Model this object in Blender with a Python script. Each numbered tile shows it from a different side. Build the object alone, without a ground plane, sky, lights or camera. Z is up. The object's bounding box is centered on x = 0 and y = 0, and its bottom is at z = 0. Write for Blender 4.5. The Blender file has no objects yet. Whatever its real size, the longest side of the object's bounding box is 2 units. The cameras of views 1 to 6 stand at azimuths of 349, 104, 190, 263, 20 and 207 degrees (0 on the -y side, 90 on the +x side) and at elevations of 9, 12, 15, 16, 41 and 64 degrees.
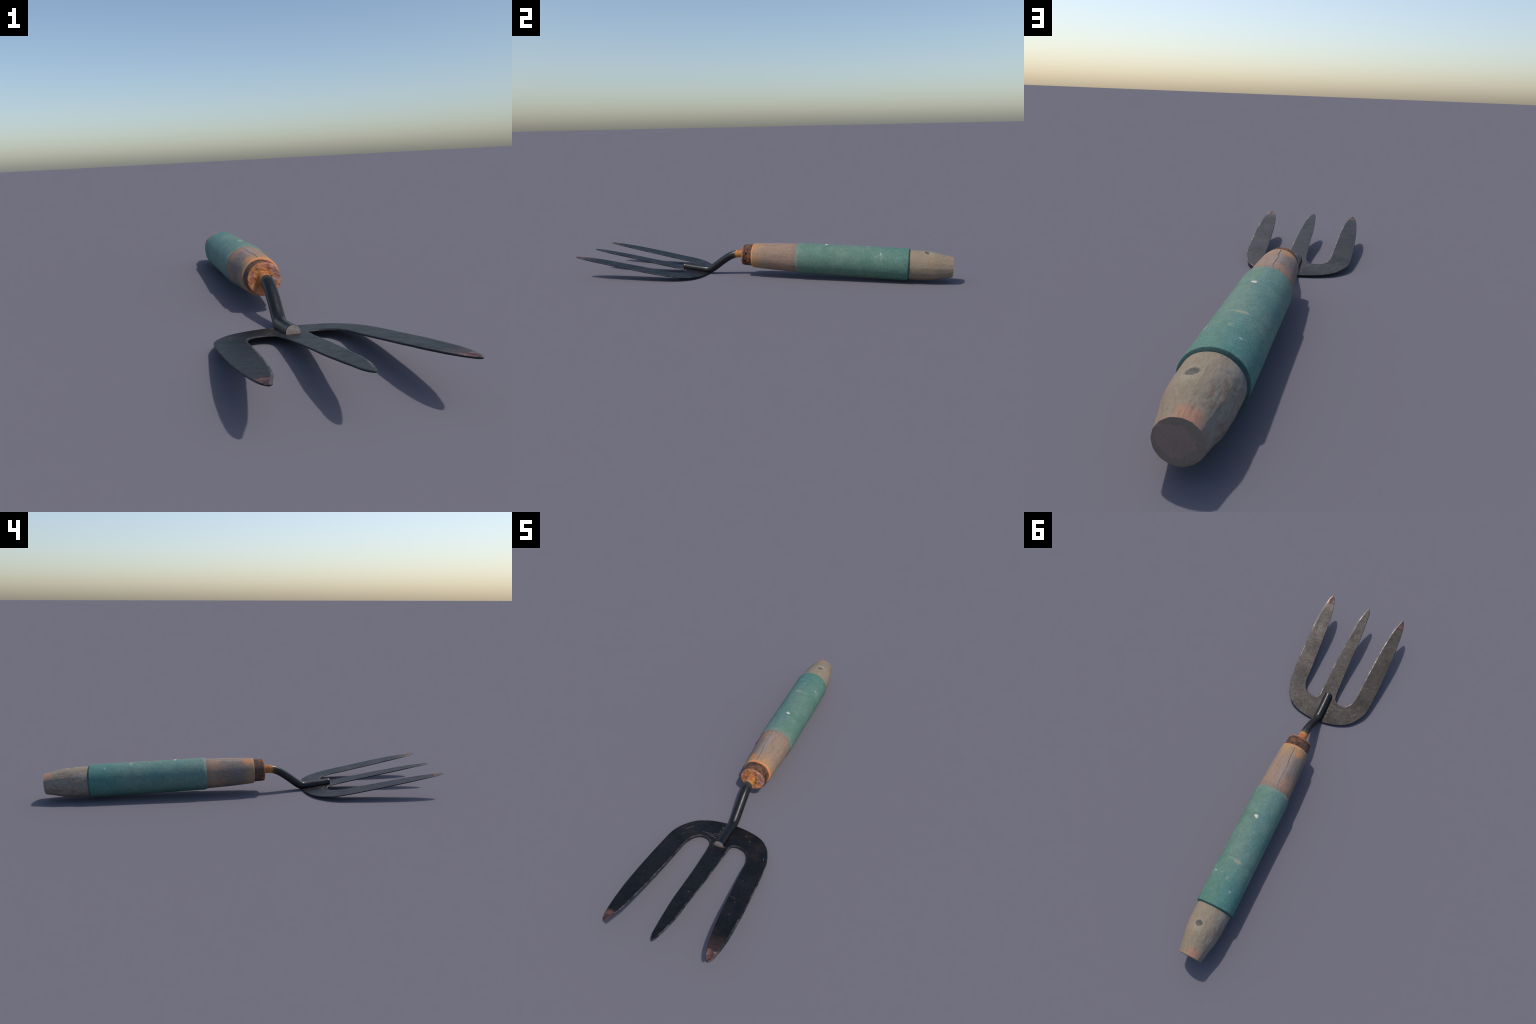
"""A weathered hand fork: forged three-tine steel head, cranked round shank,
rusty ferrule, and a worn wooden handle with a green rubbery grip sleeve."""
import bpy, bmesh, math, random
from mathutils import Vector, noise as mnoise
from mathutils.geometry import delaunay_2d_cdt

random.seed(7)
scene = bpy.context.scene
COL = scene.collection


# ----------------------------------------------------------------- helpers
def spline(pts, t):
    """Piecewise monotone-ish cubic through (x, y) knots, evaluated at x = t."""
    n = len(pts)
    if t <= pts[0][0]:
        return pts[0][1]
    if t >= pts[-1][0]:
        return pts[-1][1]
    for i in range(n - 1):
        if t <= pts[i + 1][0]:
            break
    x0, y0 = pts[i]
    x1, y1 = pts[i + 1]
    h = x1 - x0

    def slope(k):
        if k == 0:
            return (pts[1][1] - pts[0][1]) / (pts[1][0] - pts[0][0])
        if k == n - 1:
            return (pts[-1][1] - pts[-2][1]) / (pts[-1][0] - pts[-2][0])
        a = (pts[k][1] - pts[k - 1][1]) / (pts[k][0] - pts[k - 1][0])
        b = (pts[k + 1][1] - pts[k][1]) / (pts[k + 1][0] - pts[k][0])
        if a * b <= 0:
            return 0.0
        return 2 * a * b / (a + b)
    m0, m1 = slope(i), slope(i + 1)
    u = (t - x0) / h
    return ((2 * u**3 - 3 * u**2 + 1) * y0 + (u**3 - 2 * u**2 + u) * h * m0
            + (-2 * u**3 + 3 * u**2) * y1 + (u**3 - u**2) * h * m1)


def sstep(a, b, x):
    if a == b:
        return float(x > a)
    t = min(1, max(0, (x - a) / (b - a)))
    return t * t * (3 - 2 * t)


def nz(x, y, z, s=1.0):
    return mnoise.noise(Vector((x * s, y * s, z * s)))


def new_object(name, mesh, parent=None, mats=()):
    ob = bpy.data.objects.new(name, mesh)
    COL.objects.link(ob)
    if parent is not None:
        ob.parent = parent
    for m in mats:
        mesh.materials.append(m)
    return ob


def smooth_by_angle(mesh, deg):
    mesh.polygons.foreach_set("use_smooth", [True] * len(mesh.polygons))
    mesh.set_sharp_from_angle(angle=math.radians(deg))


# ------------------------------------------------------- material node kit
class Kit:
    def __init__(self, name):
        self.mat = bpy.data.materials.new(name)
        self.mat.use_nodes = True
        self.nt = self.mat.node_tree
        self.nt.nodes.clear()
        out = self.nt.nodes.new("ShaderNodeOutputMaterial")
        self.bsdf = self.nt.nodes.new("ShaderNodeBsdfPrincipled")
        self.nt.links.new(self.bsdf.outputs[0], out.inputs[0])
        tc = self.nt.nodes.new("ShaderNodeTexCoord")
        self.P = tc.outputs["Object"]
        sep = self.nt.nodes.new("ShaderNodeSeparateXYZ")
        self.nt.links.new(self.P, sep.inputs[0])
        self.x, self.y, self.z = sep.outputs

    def put(self, sock, v):
        if isinstance(v, bpy.types.NodeSocket):
            self.nt.links.new(v, sock)
        elif isinstance(v, (tuple, list)):
            sock.default_value = (*v, 1.0) if len(v) == 3 and sock.type == 'RGBA' else v
        else:
            sock.default_value = v

    def math(self, op, a, b=0.0, clamp=False):
        n = self.nt.nodes.new("ShaderNodeMath")
        n.operation = op
        n.use_clamp = clamp
        self.put(n.inputs[0], a)
        self.put(n.inputs[1], b)
        return n.outputs[0]

    def add(self, a, b): return self.math('ADD', a, b)
    def sub(self, a, b): return self.math('SUBTRACT', a, b)
    def mul(self, a, b, *more):
        r = self.math('MULTIPLY', a, b)
        for m in more:
            r = self.math('MULTIPLY', r, m)
        return r
    def maxi(self, a, b): return self.math('MAXIMUM', a, b)

    def ramp(self, v, lo, hi, a=0.0, b=1.0):
        n = self.nt.nodes.new("ShaderNodeMapRange")
        n.interpolation_type = 'SMOOTHSTEP'
        self.put(n.inputs['Value'], v)
        n.inputs['From Min'].default_value = lo
        n.inputs['From Max'].default_value = hi
        n.inputs['To Min'].default_value = a
        n.inputs['To Max'].default_value = b
        return n.outputs[0]

    def band(self, v, lo, hi, soft):
        return self.mul(self.ramp(v, lo - soft, lo + soft), self.ramp(v, hi - soft, hi + soft, 1, 0))

    def map(self, scale=(1, 1, 1), loc=(0, 0, 0), rot=(0, 0, 0)):
        n = self.nt.nodes.new("ShaderNodeMapping")
        self.nt.links.new(self.P, n.inputs[0])
        n.inputs['Scale'].default_value = scale
        n.inputs['Location'].default_value = loc
        n.inputs['Rotation'].default_value = rot
        return n.outputs[0]

    def noise(self, scale, detail=4, rough=0.55, stretch=(1, 1, 1), loc=(0, 0, 0), dist=0.0, rot=(0, 0, 0)):
        n = self.nt.nodes.new("ShaderNodeTexNoise")
        self.nt.links.new(self.map(stretch, loc, rot), n.inputs['Vector'])
        n.inputs['Scale'].default_value = scale
        n.inputs['Detail'].default_value = detail
        n.inputs['Roughness'].default_value = rough
        n.inputs['Distortion'].default_value = dist
        return n.outputs[0]

    def voronoi(self, scale, feature='F1', stretch=(1, 1, 1), loc=(0, 0, 0), rand=1.0):
        n = self.nt.nodes.new("ShaderNodeTexVoronoi")
        n.feature = feature
        self.nt.links.new(self.map(stretch, loc), n.inputs['Vector'])
        n.inputs['Scale'].default_value = scale
        n.inputs['Randomness'].default_value = rand
        return n.outputs['Distance']

    def lines(self, scale, width, stretch=(1, 1, 1), loc=(0, 0, 0), rot=(0, 0, 0), dist=1.0):
        """Thin wandering scratch lines: the zero crossings of a stretched noise."""
        v = self.noise(scale, 2, 0.5, stretch, loc, dist, rot)
        d = self.math('ABSOLUTE', self.sub(v, 0.5))
        return self.ramp(d, 0.0, width, 1.0, 0.0)

    def spot(self, centre, radii, wobble=0.0, wscale=60, soft=0.25):
        """Soft-edged blob mask around a point (ellipsoid radii)."""
        parts = []
        for s, c, r in zip((self.x, self.y, self.z), centre, radii):
            if r is None:
                continue
            q = self.mul(self.sub(s, c), 1.0 / r)
            parts.append(self.mul(q, q))
        d = parts[0]
        for p in parts[1:]:
            d = self.add(d, p)
        d = self.math('SQRT', d)
        if wobble:
            d = self.add(d, self.mul(self.sub(self.noise(wscale, 3), 0.5), wobble))
        return self.ramp(d, 1 - soft, 1 + soft, 1, 0)

    def stroke(self, p0, p1, width, axes="xy", wobble=0.0):
        """A single scratch: distance to a segment in one projection of the object."""
        A = {"x": self.x, "y": self.y, "z": self.z}
        u, v = A[axes[0]], A[axes[1]]
        if wobble:
            w = self.mul(self.sub(self.noise(70, 2), 0.5), wobble)
            u, v = self.add(u, w), self.sub(v, w)
        dx, dy = p1[0] - p0[0], p1[1] - p0[1]
        L2 = dx * dx + dy * dy
        pu, pv = self.sub(u, p0[0]), self.sub(v, p0[1])
        t = self.math('ADD', self.mul(pu, dx / L2), self.mul(pv, dy / L2), True)
        qu, qv = self.sub(pu, self.mul(t, dx)), self.sub(pv, self.mul(t, dy))
        d = self.math('SQRT', self.add(self.mul(qu, qu), self.mul(qv, qv)))
        return self.ramp(d, width * 0.4, width * 1.3, 1, 0)

    def strokes(self, segs, axes="xy", wobble=0.0):
        m = None
        for p0, p1, w in segs:
            q = self.stroke(p0, p1, w, axes, wobble)
            m = q if m is None else self.maxi(m, q)
        return m

    def mix(self, fac, a, b, mode='MIX'):
        n = self.nt.nodes.new("ShaderNodeMix")
        n.data_type = 'RGBA'
        n.blend_type = mode
        n.clamp_factor = True
        self.put(n.inputs[0], fac)
        self.put(n.inputs[6], a)
        self.put(n.inputs[7], b)
        return n.outputs[2]

    def scale_col(self, col, f):
        n = self.nt.nodes.new("ShaderNodeVectorMath")
        n.operation = 'SCALE'
        self.put(n.inputs[0], col)
        self.put(n.inputs['Scale'], f)
        return n.outputs[0]

    def finish(self, col, rough=0.6, metal=0.0, spec=0.5, bump=None, bump_dist=0.001, strength=1.0, coat=0.0):
        b = self.bsdf
        self.put(b.inputs['Base Color'], col)
        self.put(b.inputs['Roughness'], rough)
        self.put(b.inputs['Metallic'], metal)
        self.put(b.inputs['Specular IOR Level'], spec)
        if coat:
            self.put(b.inputs['Coat Weight'], coat)
            b.inputs['Coat Roughness'].default_value = 0.3
        if bump is not None:
            n = self.nt.nodes.new("ShaderNodeBump")
            n.inputs['Strength'].default_value = strength
            n.inputs['Distance'].default_value = bump_dist
            self.put(n.inputs['Height'], bump)
            self.nt.links.new(n.outputs[0], b.inputs['Normal'])
        return self.mat


# ---------------------------------------------------------------- materials
def mat_sleeve():
    k = Kit("green_rubber_sleeve")
    # a moulding seam along the top parts a greener flank from a bluer one; it blurs towards the butt
    wander = k.mul(k.sub(k.noise(9, 3), 0.5), k.ramp(k.y, 0.36, 0.62, 0.010, 0.075))
    xs = k.add(k.sub(k.x, k.ramp(k.y, 0.2, 0.6, -0.012, -0.020)), wander)
    crisp = k.ramp(xs, -0.003, 0.003)
    soft = k.ramp(xs, -0.030, 0.022)
    side = k.mix(k.ramp(k.y, 0.34, 0.52), crisp, soft)
    c = k.mix(side, (0.086, 0.190, 0.177), (0.090, 0.182, 0.136))
    dusty = k.mul(k.ramp(k.noise(7, 5, 0.6), 0.36, 0.62), k.ramp(k.y, 0.60, 0.72, 1, 0.15))
    c = k.mix(k.mul(dusty, 0.40), c, (0.165, 0.226, 0.184))
    fresh = k.mul(k.ramp(k.y, 0.56, 0.74), k.ramp(k.noise(8, 3, loc=(3, 1, 2)), 0.3, 0.6))
    c = k.mix(k.mul(fresh, 0.6), c, (0.066, 0.190, 0.164))
    front = k.mul(k.ramp(k.y, 0.199, 0.230, 1, 0), k.ramp(k.noise(30, 4), 0.35, 0.65))
    c = k.mix(k.mul(front, 0.35), c, (0.21, 0.215, 0.18))
    # soaked-in speckle of the pitted rubber
    grain = k.noise(230, 3, 0.7)
    cells = k.voronoi(190)
    c = k.scale_col(c, k.ramp(grain, 0.28, 0.72, 0.78, 1.22))
    blotch = k.ramp(k.noise(38, 5, 0.65, loc=(5, 0, 0)), 0.3, 0.7, 0.90, 1.10)
    c = k.scale_col(c, blotch)
    # pale scuffs towards the butt on the +x flank and a few stray nicks
    SCUFFS = [((0.642, 0.158), (0.644, 0.118), 0.0017), ((0.643, 0.134), (0.672, 0.142), 0.0013), ((0.643, 0.134), (0.610, 0.141), 0.0014),
              ((0.641, 0.146), (0.626, 0.139), 0.0010), ((0.655, 0.148), (0.668, 0.128), 0.0009), ((0.626, 0.112), (0.628, 0.102), 0.0022), ((0.645, 0.106), (0.652, 0.098), 0.0020),
              ((0.708, 0.126), (0.733, 0.138), 0.0013), ((0.712, 0.131), (0.722, 0.118), 0.0010), ((0.722, 0.140), (0.716, 0.112), 0.0010), ((0.733, 0.132), (0.746, 0.143), 0.0009)]
    scr = k.mul(k.strokes(SCUFFS, "yz", 0.012), k.ramp(k.x, 0.01, 0.03), k.ramp(k.noise(60, 3), 0.34, 0.56))
    haze = k.mul(k.spot((0.055, 0.650, 0.130), (None, 0.045, 0.030), 0.9, 30, 0.7), k.ramp(k.x, 0.01, 0.03), k.ramp(k.noise(50, 3, loc=(1, 0, 3)), 0.4, 0.65), 0.12)
    scr = k.maxi(scr, haze)
    stray = k.mul(k.lines(24, 0.010, (1.6, 0.7, 1.2), (4, 2, 7), dist=1.5),
                  k.ramp(k.noise(16, 2, loc=(7, 7, 1)), 0.60, 0.68), 0.4)
    c = k.mix(k.mul(k.maxi(scr, stray), 0.50), c, (0.32, 0.40, 0.38))
    # ochre rub and paint chips
    rub = k.spot((-0.030, 0.575, 0.174), (0.017, 0.0065, 0.03), 1.1, 60, 0.7)
    c = k.mix(k.mul(rub, 0.42), c, (0.44, 0.33, 0.20))
    line = k.spot((0.002, 0.568, 0.177), (0.022, 0.0016, 0.03), 0.5, 60, 0.5)
    c = k.mix(k.mul(line, 0.22), c, (0.36, 0.42, 0.38))
    rub2 = k.maxi(k.spot((-0.020, 0.655, 0.175), (0.007, 0.007, 0.03), 0.9, 80, 0.6), k.spot((0.012, 0.640, 0.175), (0.005, 0.004, 0.03), 0.9, 80, 0.6))
    c = k.mix(k.mul(rub2, 0.25), c, (0.44, 0.34, 0.24))
    speck = k.maxi(k.spot((-0.058, 0.703, 0.159), (0.0045, 0.0035, 0.02), 0.8, 90, 0.4), k.spot((0.043, 0.640, 0.149), (0.0055, 0.0035, 0.02), 0.9, 90, 0.5))
    c = k.mix(k.mul(speck, 0.55), c, (0.42, 0.50, 0.48))
    ochre = k.spot((-0.082, 0.733, 0.036), (0.02, 0.010, 0.010), 0.8, 60, 0.5)
    c = k.mix(k.mul(ochre, 0.5), c, (0.24, 0.16, 0.08))
    bump = k.add(k.mul(grain, 0.7), k.mul(cells, 0.6))
    return k.finish(c, 0.68, 0.0, 0.22, bump, 0.0011, 0.55)


def mat_fleck():
    k = Kit("pale_paint_fleck")
    c = k.mix(k.ramp(k.noise(170, 3), 0.40, 0.60), (0.46, 0.38, 0.31), (0.66, 0.61, 0.55))
    return k.finish(c, 0.7, 0, 0.3, k.noise(200, 3), 0.0008, 0.5)


def mat_sleeve_end():
    k = Kit("sleeve_cut_end")
    c = k.scale_col((0.046, 0.100, 0.088), k.ramp(k.noise(120, 3), 0.2, 0.8, 0.8, 1.2))
    return k.finish(c, 0.8, 0, 0.2, k.noise(200, 2), 0.0006, 0.4)


def mat_wood():
    k = Kit("weathered_wood")
    grain = k.noise(95, 5, 0.68, (1, 0.14, 1), dist=0.3)
    fine = k.noise(230, 3, 0.65, (1, 0.30, 1))
    # ---- front section
    c = k.mix(k.ramp(grain, 0.25, 0.78), (0.232, 0.158, 0.114), (0.298, 0.210, 0.152))
    pinkish = k.ramp(k.noise(15, 4, 0.6, (1, 0.4, 1), (2, 0, 5)), 0.42, 0.68)
    c = k.mix(k.mul(pinkish, 0.45), c, (0.330, 0.205, 0.160))
    olive = k.ramp(k.noise(12, 3, 0.6, (1, 0.5, 1), (7, 2, 1)), 0.50, 0.68)
    c = k.mix(k.mul(olive, 0.35), c, (0.245, 0.190, 0.125))
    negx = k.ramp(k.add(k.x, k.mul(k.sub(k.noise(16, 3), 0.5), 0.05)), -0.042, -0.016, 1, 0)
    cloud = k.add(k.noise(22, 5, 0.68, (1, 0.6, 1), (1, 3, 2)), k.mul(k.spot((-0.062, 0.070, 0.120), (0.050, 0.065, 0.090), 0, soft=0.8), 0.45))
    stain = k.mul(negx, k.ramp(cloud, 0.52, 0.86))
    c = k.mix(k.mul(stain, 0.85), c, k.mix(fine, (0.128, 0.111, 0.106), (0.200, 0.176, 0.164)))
    brown = k.mul(negx, k.band(k.y, 0.105, 0.200, 0.03), k.ramp(k.noise(24, 4, 0.6, (1, 0.35, 1), (8, 3, 2)), 0.44, 0.58))
    c = k.mix(k.mul(brown, 0.55), c, (0.330, 0.170, 0.115))
    greyband = k.mul(k.spot((-0.020, 0.085, 0.18), (0.017, 0.105, 0.06), 0.6, 30, 0.7), 0.50)
    c = k.mix(greyband, c, (0.255, 0.228, 0.212))
    # rust bled out of the ferrule
    wob = k.mul(k.sub(k.noise(28, 4, 0.6, (1, 0.6, 1)), 0.5), 0.095)
    bleed = k.mul(k.ramp(k.add(k.y, wob), -0.040, 0.036, 1, 0), k.ramp(k.x, -0.068, -0.040, 0.25, 1.0))
    c = k.mix(k.mul(bleed, 0.68), c, k.mix(k.ramp(k.noise(18, 3), 0.4, 0.6), (0.46, 0.235, 0.095), (0.37, 0.230, 0.110)))
    patch = k.spot((-0.043, -0.008, 0.155), (0.014, 0.020, 0.03), 1.8, 46, 0.7)
    c = k.mix(k.mul(patch, 0.6), c, (0.50, 0.205, 0.075))
    lipw = k.mul(k.ramp(k.x, -0.055, -0.030), k.ramp(k.noise(32, 3, loc=(0, 2, 7)), 0.30, 0.46))
    lip = k.mul(k.ramp(k.add(k.y, k.mul(wob, 0.14)), -0.0425, -0.0355, 1, 0), lipw)
    c = k.mix(k.mul(lip, 0.85), c, (0.68, 0.235, 0.090))
    # dark band where the sleeve meets it
    c = k.mix(k.mul(k.band(k.y, 0.180, 0.205, 0.012), 0.30), c, (0.15, 0.12, 0.115))
    # ---- butt section
    d = k.mix(k.ramp(grain, 0.25, 0.75), (0.236, 0.190, 0.130), (0.276, 0.224, 0.158))
    yellow = k.ramp(k.noise(13, 4, 0.6, (1, 0.35, 1), (6, 1, 1)), 0.42, 0.62)
    d = k.mix(k.mul(yellow, 0.45), d, (0.275, 0.208, 0.150))
    streak = k.ramp(k.noise(30, 4, 0.6, (1, 0.25, 1), (1, 1, 9), 0.8), 0.54, 0.68)
    d = k.mix(k.mul(streak, 0.24), d, (0.165, 0.138, 0.098))
    bx = k.ramp(k.add(k.x, k.mul(k.sub(k.noise(18, 4, 0.6, (1, 0.5, 1)), 0.5), 0.07)), -0.078, -0.020, 1, 0)
    grey = k.mix(k.ramp(k.noise(44, 5, 0.68, (1, 0.35, 1), dist=0.8), 0.33, 0.67), (0.190, 0.172, 0.150), (0.268, 0.242, 0.212))  # greys tinted warmer because this flank lies in shadow
    d = k.mix(k.mul(bx, 0.85), d, grey)
    flake = k.mul(k.ramp(k.x, -0.062, -0.030, 1, 0), k.ramp(k.noise(34, 5, 0.68, (1, 0.45, 1), (4, 4, 0), 0.8), 0.50, 0.60), k.band(k.y, 0.83, 0.945, 0.03))
    d = k.mix(k.mul(flake, 0.65), d, (0.190, 0.112, 0.078))
    # ochre smear, bruised end rim
    smear = k.spot((0.05, 0.90, 0.11), (0.03, 0.03, 0.03), 0.9, 40, 0.5)
    d = k.mix(k.mul(smear, 0.25), d, (0.33, 0.19, 0.10))
    rim = k.mul(k.ramp(k.add(k.y, k.mul(k.sub(k.noise(34, 4, loc=(3, 3, 3)), 0.5), 0.05)), 0.962, 0.984),
                k.spot((-0.036, 0.99, 0.13), (0.027, None, 0.028), 0.5, 40, 0.45))
    rim = k.maxi(rim, k.mul(k.ramp(k.add(k.y, k.mul(k.sub(k.noise(50, 3), 0.5), 0.02)), 0.985, 0.995), k.ramp(k.z, 0.09, 0.11), 0.45))
    d = k.mix(k.mul(rim, 0.72), d, (0.42, 0.200, 0.130))
    # hang hole: grey spot with a paler ring around it
    hole = k.mul(k.spot((-0.001, 0.869, 0.153), (0.0160, 0.0130, None), 0.6, 70, 0.28), k.ramp(k.z, 0.105, 0.115))
    halo = k.mul(k.spot((-0.001, 0.876, 0.153), (0.024, 0.028, None), 0.5, 50, 0.35), k.ramp(k.z, 0.105, 0.115))
    d = k.mix(k.mul(halo, 0.35), d, (0.34, 0.29, 0.225))
    d = k.mix(hole, d, k.mix(k.ramp(k.noise(120, 3), 0.4, 0.6), (0.092, 0.086, 0.072), (0.135, 0.126, 0.106)))
    c = k.mix(k.ramp(k.y, 0.45, 0.47), c, d)
    c = k.scale_col(c, k.ramp(fine, 0.25, 0.75, 0.87, 1.13))
    pores = k.mul(k.ramp(k.noise(150, 2, 0.5, (1, 0.12, 1), (3, 2, 1)), 0.62, 0.72), 0.30)
    c = k.mix(pores, c, (0.09, 0.07, 0.06))
    bump = k.add(k.mul(grain, 1.0), k.mul(fine, 0.45))
    flaky = k.mul(bx, k.ramp(k.y, 0.8, 0.81), k.noise(48, 5, 0.65, (1, 0.45, 1), (1, 2, 3), 1.2), 2.2)
    return k.finish(c, 0.85, 0, 0.2, k.add(bump, flaky), 0.0014, 0.34)


def mat_endgrain():
    k = Kit("end_grain")
    patch = k.spot((-0.012, 1.0, 0.082), (0.036, None, 0.038), 1.3, 24, 0.06)
    c = k.mix(patch, (0.245, 0.190, 0.150), (0.300, 0.212, 0.180))  # cap faces away from the sun; browns warmed against blue skylight
    red = k.ramp(k.noise(30, 4, 0.6, loc=(4, 4, 4)), 0.58, 0.68)
    c = k.mix(k.mul(red, 0.35), c, (0.20, 0.12, 0.095))
    c = k.scale_col(c, k.ramp(k.noise(140, 4), 0.25, 0.75, 0.93, 1.07))
    return k.finish(c, 0.9, 0, 0.2, k.noise(60, 4, 0.6), 0.0012, 0.3)


def mat_crack():
    k = Kit("crack_dark_grey")
    return k.finish(k.scale_col((0.120, 0.098, 0.090), k.ramp(k.noise(100, 2), 0.2, 0.8, 0.7, 1.3)), 0.9, 0, 0.1)


def mat_ferrule():
    k = Kit("rusted_ferrule")
    n1 = k.noise(38, 5, 0.68, dist=0.6)
    c = k.mix(k.ramp(n1, 0.35, 0.62), (0.040, 0.024, 0.020), (0.175, 0.075, 0.040))
    dark = k.ramp(k.noise(20, 4, 0.6, loc=(3, 1, 0)), 0.50, 0.62)
    c = k.mix(k.mul(dark, 0.7), c, (0.045, 0.033, 0.035))
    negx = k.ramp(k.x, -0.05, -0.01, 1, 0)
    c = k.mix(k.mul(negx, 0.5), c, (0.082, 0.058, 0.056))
    edge = k.mul(k.ramp(k.add(k.y, k.mul(k.sub(k.noise(34, 4), 0.5), 0.055)), -0.102, -0.088, 1, 0), 0.75)
    c = k.mix(edge, c, (0.36, 0.135, 0.050))
    orange = k.ramp(k.noise(26, 5, 0.65, loc=(9, 2, 4)), 0.58, 0.66)
    c = k.mix(k.mul(orange, 0.6), c, (0.34, 0.135, 0.055))
    pit = k.maxi(k.spot((0.041, -0.073, 0.125), (0.010, 0.008, 0.010), 0.7, 90, 0.15),
                 k.spot((0.046, -0.080, 0.088), (0.008, 0.006, 0.008), 0.7, 90, 0.15))
    c = k.mix(pit, c, (0.012, 0.012, 0.014))
    rings = k.band(k.y, -0.0865, -0.0835, 0.0012)
    c = k.mix(k.mul(rings, 0.6), c, (0.035, 0.025, 0.024))
    bump = k.sub(k.add(n1, k.mul(k.noise(120, 4, 0.7), 0.5)), k.mul(pit, 1.5))
    return k.finish(c, 0.85, 0, 0.25, bump, 0.0028, 0.7)


def mat_ferrule_face():
    k = Kit("ferrule_rust_crust")
    n1 = k.noise(46, 5, 0.68, dist=1.2)
    c = k.mix(k.ramp(n1, 0.36, 0.62), (0.26, 0.088, 0.044), (0.58, 0.235, 0.108))
    pink = k.ramp(k.noise(28, 4, 0.6, loc=(2, 2, 8)), 0.45, 0.62)
    c = k.mix(k.mul(pink, 0.5), c, (0.50, 0.215, 0.150))
    side = k.mul(k.ramp(k.x, 0.0, 0.022), k.ramp(k.z, 0.088, 0.108))
    c = k.mix(k.mul(side, 0.65), c, k.mix(k.ramp(k.noise(60, 4), 0.4, 0.6), (0.16, 0.105, 0.105), (0.36, 0.24, 0.215)))
    ring = k.spot((-0.0105, -0.10, 0.115), (0.031, None, 0.031), 0.5, 40, 0.2)
    c = k.mix(k.mul(ring, 0.65), c, (0.46, 0.180, 0.050))
    moss = k.mul(k.ramp(k.add(k.x, k.mul(k.sub(k.noise(30, 3), 0.5), 0.03)), -0.052, -0.022),
                 k.ramp(k.add(k.x, k.mul(k.sub(k.noise(30, 3), 0.5), 0.03)), -0.022, -0.006, 1, 0),
                 k.ramp(k.noise(34, 4, 0.6, loc=(7, 0, 3)), 0.45, 0.58))
    c = k.mix(k.mul(moss, 0.75), c, k.mix(k.ramp(k.noise(20, 2, loc=(0, 0, 5)), 0.45, 0.55), (0.40, 0.29, 0.03), (0.19, 0.19, 0.035)))
    pits = k.ramp(k.noise(75, 4, 0.6, loc=(1, 4, 4)), 0.60, 0.70)
    c = k.mix(k.mul(pits, 0.75), c, (0.09, 0.040, 0.030))
    return k.finish(c, 0.88, 0, 0.2, k.add(n1, k.mul(k.noise(150, 3), 0.4)), 0.003, 0.75)


def mat_crust():
    k = Kit("loose_rust")
    c = k.mix(k.ramp(k.noise(60, 4), 0.35, 0.65), (0.30, 0.105, 0.035), (0.52, 0.215, 0.075))
    return k.finish(c, 0.9, 0, 0.2, k.noise(120, 4, 0.7), 0.002, 0.6)


def mat_shank():
    k = Kit("black_painted_shank")
    c = k.scale_col((0.0060, 0.0064, 0.0072), k.ramp(k.noise(60, 4), 0.25, 0.75, 0.6, 1.5))
    speck = k.mul(k.ramp(k.noise(70, 3, 0.6, loc=(3, 3, 1)), 0.66, 0.74), k.ramp(k.y, -0.31, -0.28), k.ramp(k.x, -0.006, 0.004))
    c = k.mix(k.mul(speck, 0.6), c, (0.14, 0.075, 0.03))
    edge = k.add(k.y, k.mul(k.sub(k.noise(40, 4), 0.5), 0.02))
    stain = k.ramp(edge, -0.172, -0.146)
    c = k.mix(k.mul(stain, 0.55), c, (0.085, 0.068, 0.030))
    rust = k.ramp(edge, -0.150, -0.142)
    rc = k.mix(k.ramp(k.noise(45, 4, 0.6), 0.38, 0.62), (0.34, 0.108, 0.040), (0.46, 0.200, 0.074))
    yel = k.ramp(k.noise(22, 3, loc=(2, 9, 2)), 0.50, 0.62)
    rc = k.mix(k.mul(yel, 0.5), rc, (0.45, 0.24, 0.03))
    blk = k.ramp(k.noise(48, 3, loc=(5, 1, 2)), 0.66, 0.72)
    rc = k.mix(k.mul(blk, 0.7), rc, (0.07, 0.035, 0.025))
    c = k.mix(rust, c, rc)
    rough = k.add(k.ramp(k.noise(40, 3), 0.3, 0.7, 0.30, 0.40), k.mul(rust, 0.45))
    spec = k.sub(0.42, k.mul(rust, 0.25))
    return k.finish(c, rough, 0, spec, k.add(k.mul(k.noise(55, 3), 1.0), k.mul(rust, k.noise(140, 4))), 0.0012, 0.35)


def mat_bare_cut():
    k = Kit("bare_cut_steel")
    c = k.mix(k.ramp(k.noise(70, 4, 0.6, (1, 1, 2)), 0.38, 0.62), (0.175, 0.145, 0.130), (0.245, 0.215, 0.198))
    band = k.ramp(k.add(k.z, k.mul(k.sub(k.noise(50, 2), 0.5), 0.008)), 0.036, 0.039, 1, 0)
    c = k.mix(k.mul(band, 0.5), c, (0.185, 0.140, 0.122))
    return k.finish(c, 0.55, 0.15, 0.5, k.noise(120, 3), 0.0006, 0.4)


def steel_colour(k):
    c = k.mix(k.ramp(k.noise(34, 5, 0.65), 0.35, 0.65), (0.0034, 0.0042, 0.0064), (0.0070, 0.0074, 0.0092))
    # warm film of old rust, mostly towards the root
    film = k.mul(k.ramp(k.noise(13, 5, 0.6, loc=(3, 5, 1)), 0.42, 0.64), k.ramp(k.y, -0.62, -0.40, 0.25, 1.0))
    c = k.mix(k.mul(film, 0.35), c, (0.030, 0.021, 0.017))
    return c


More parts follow.
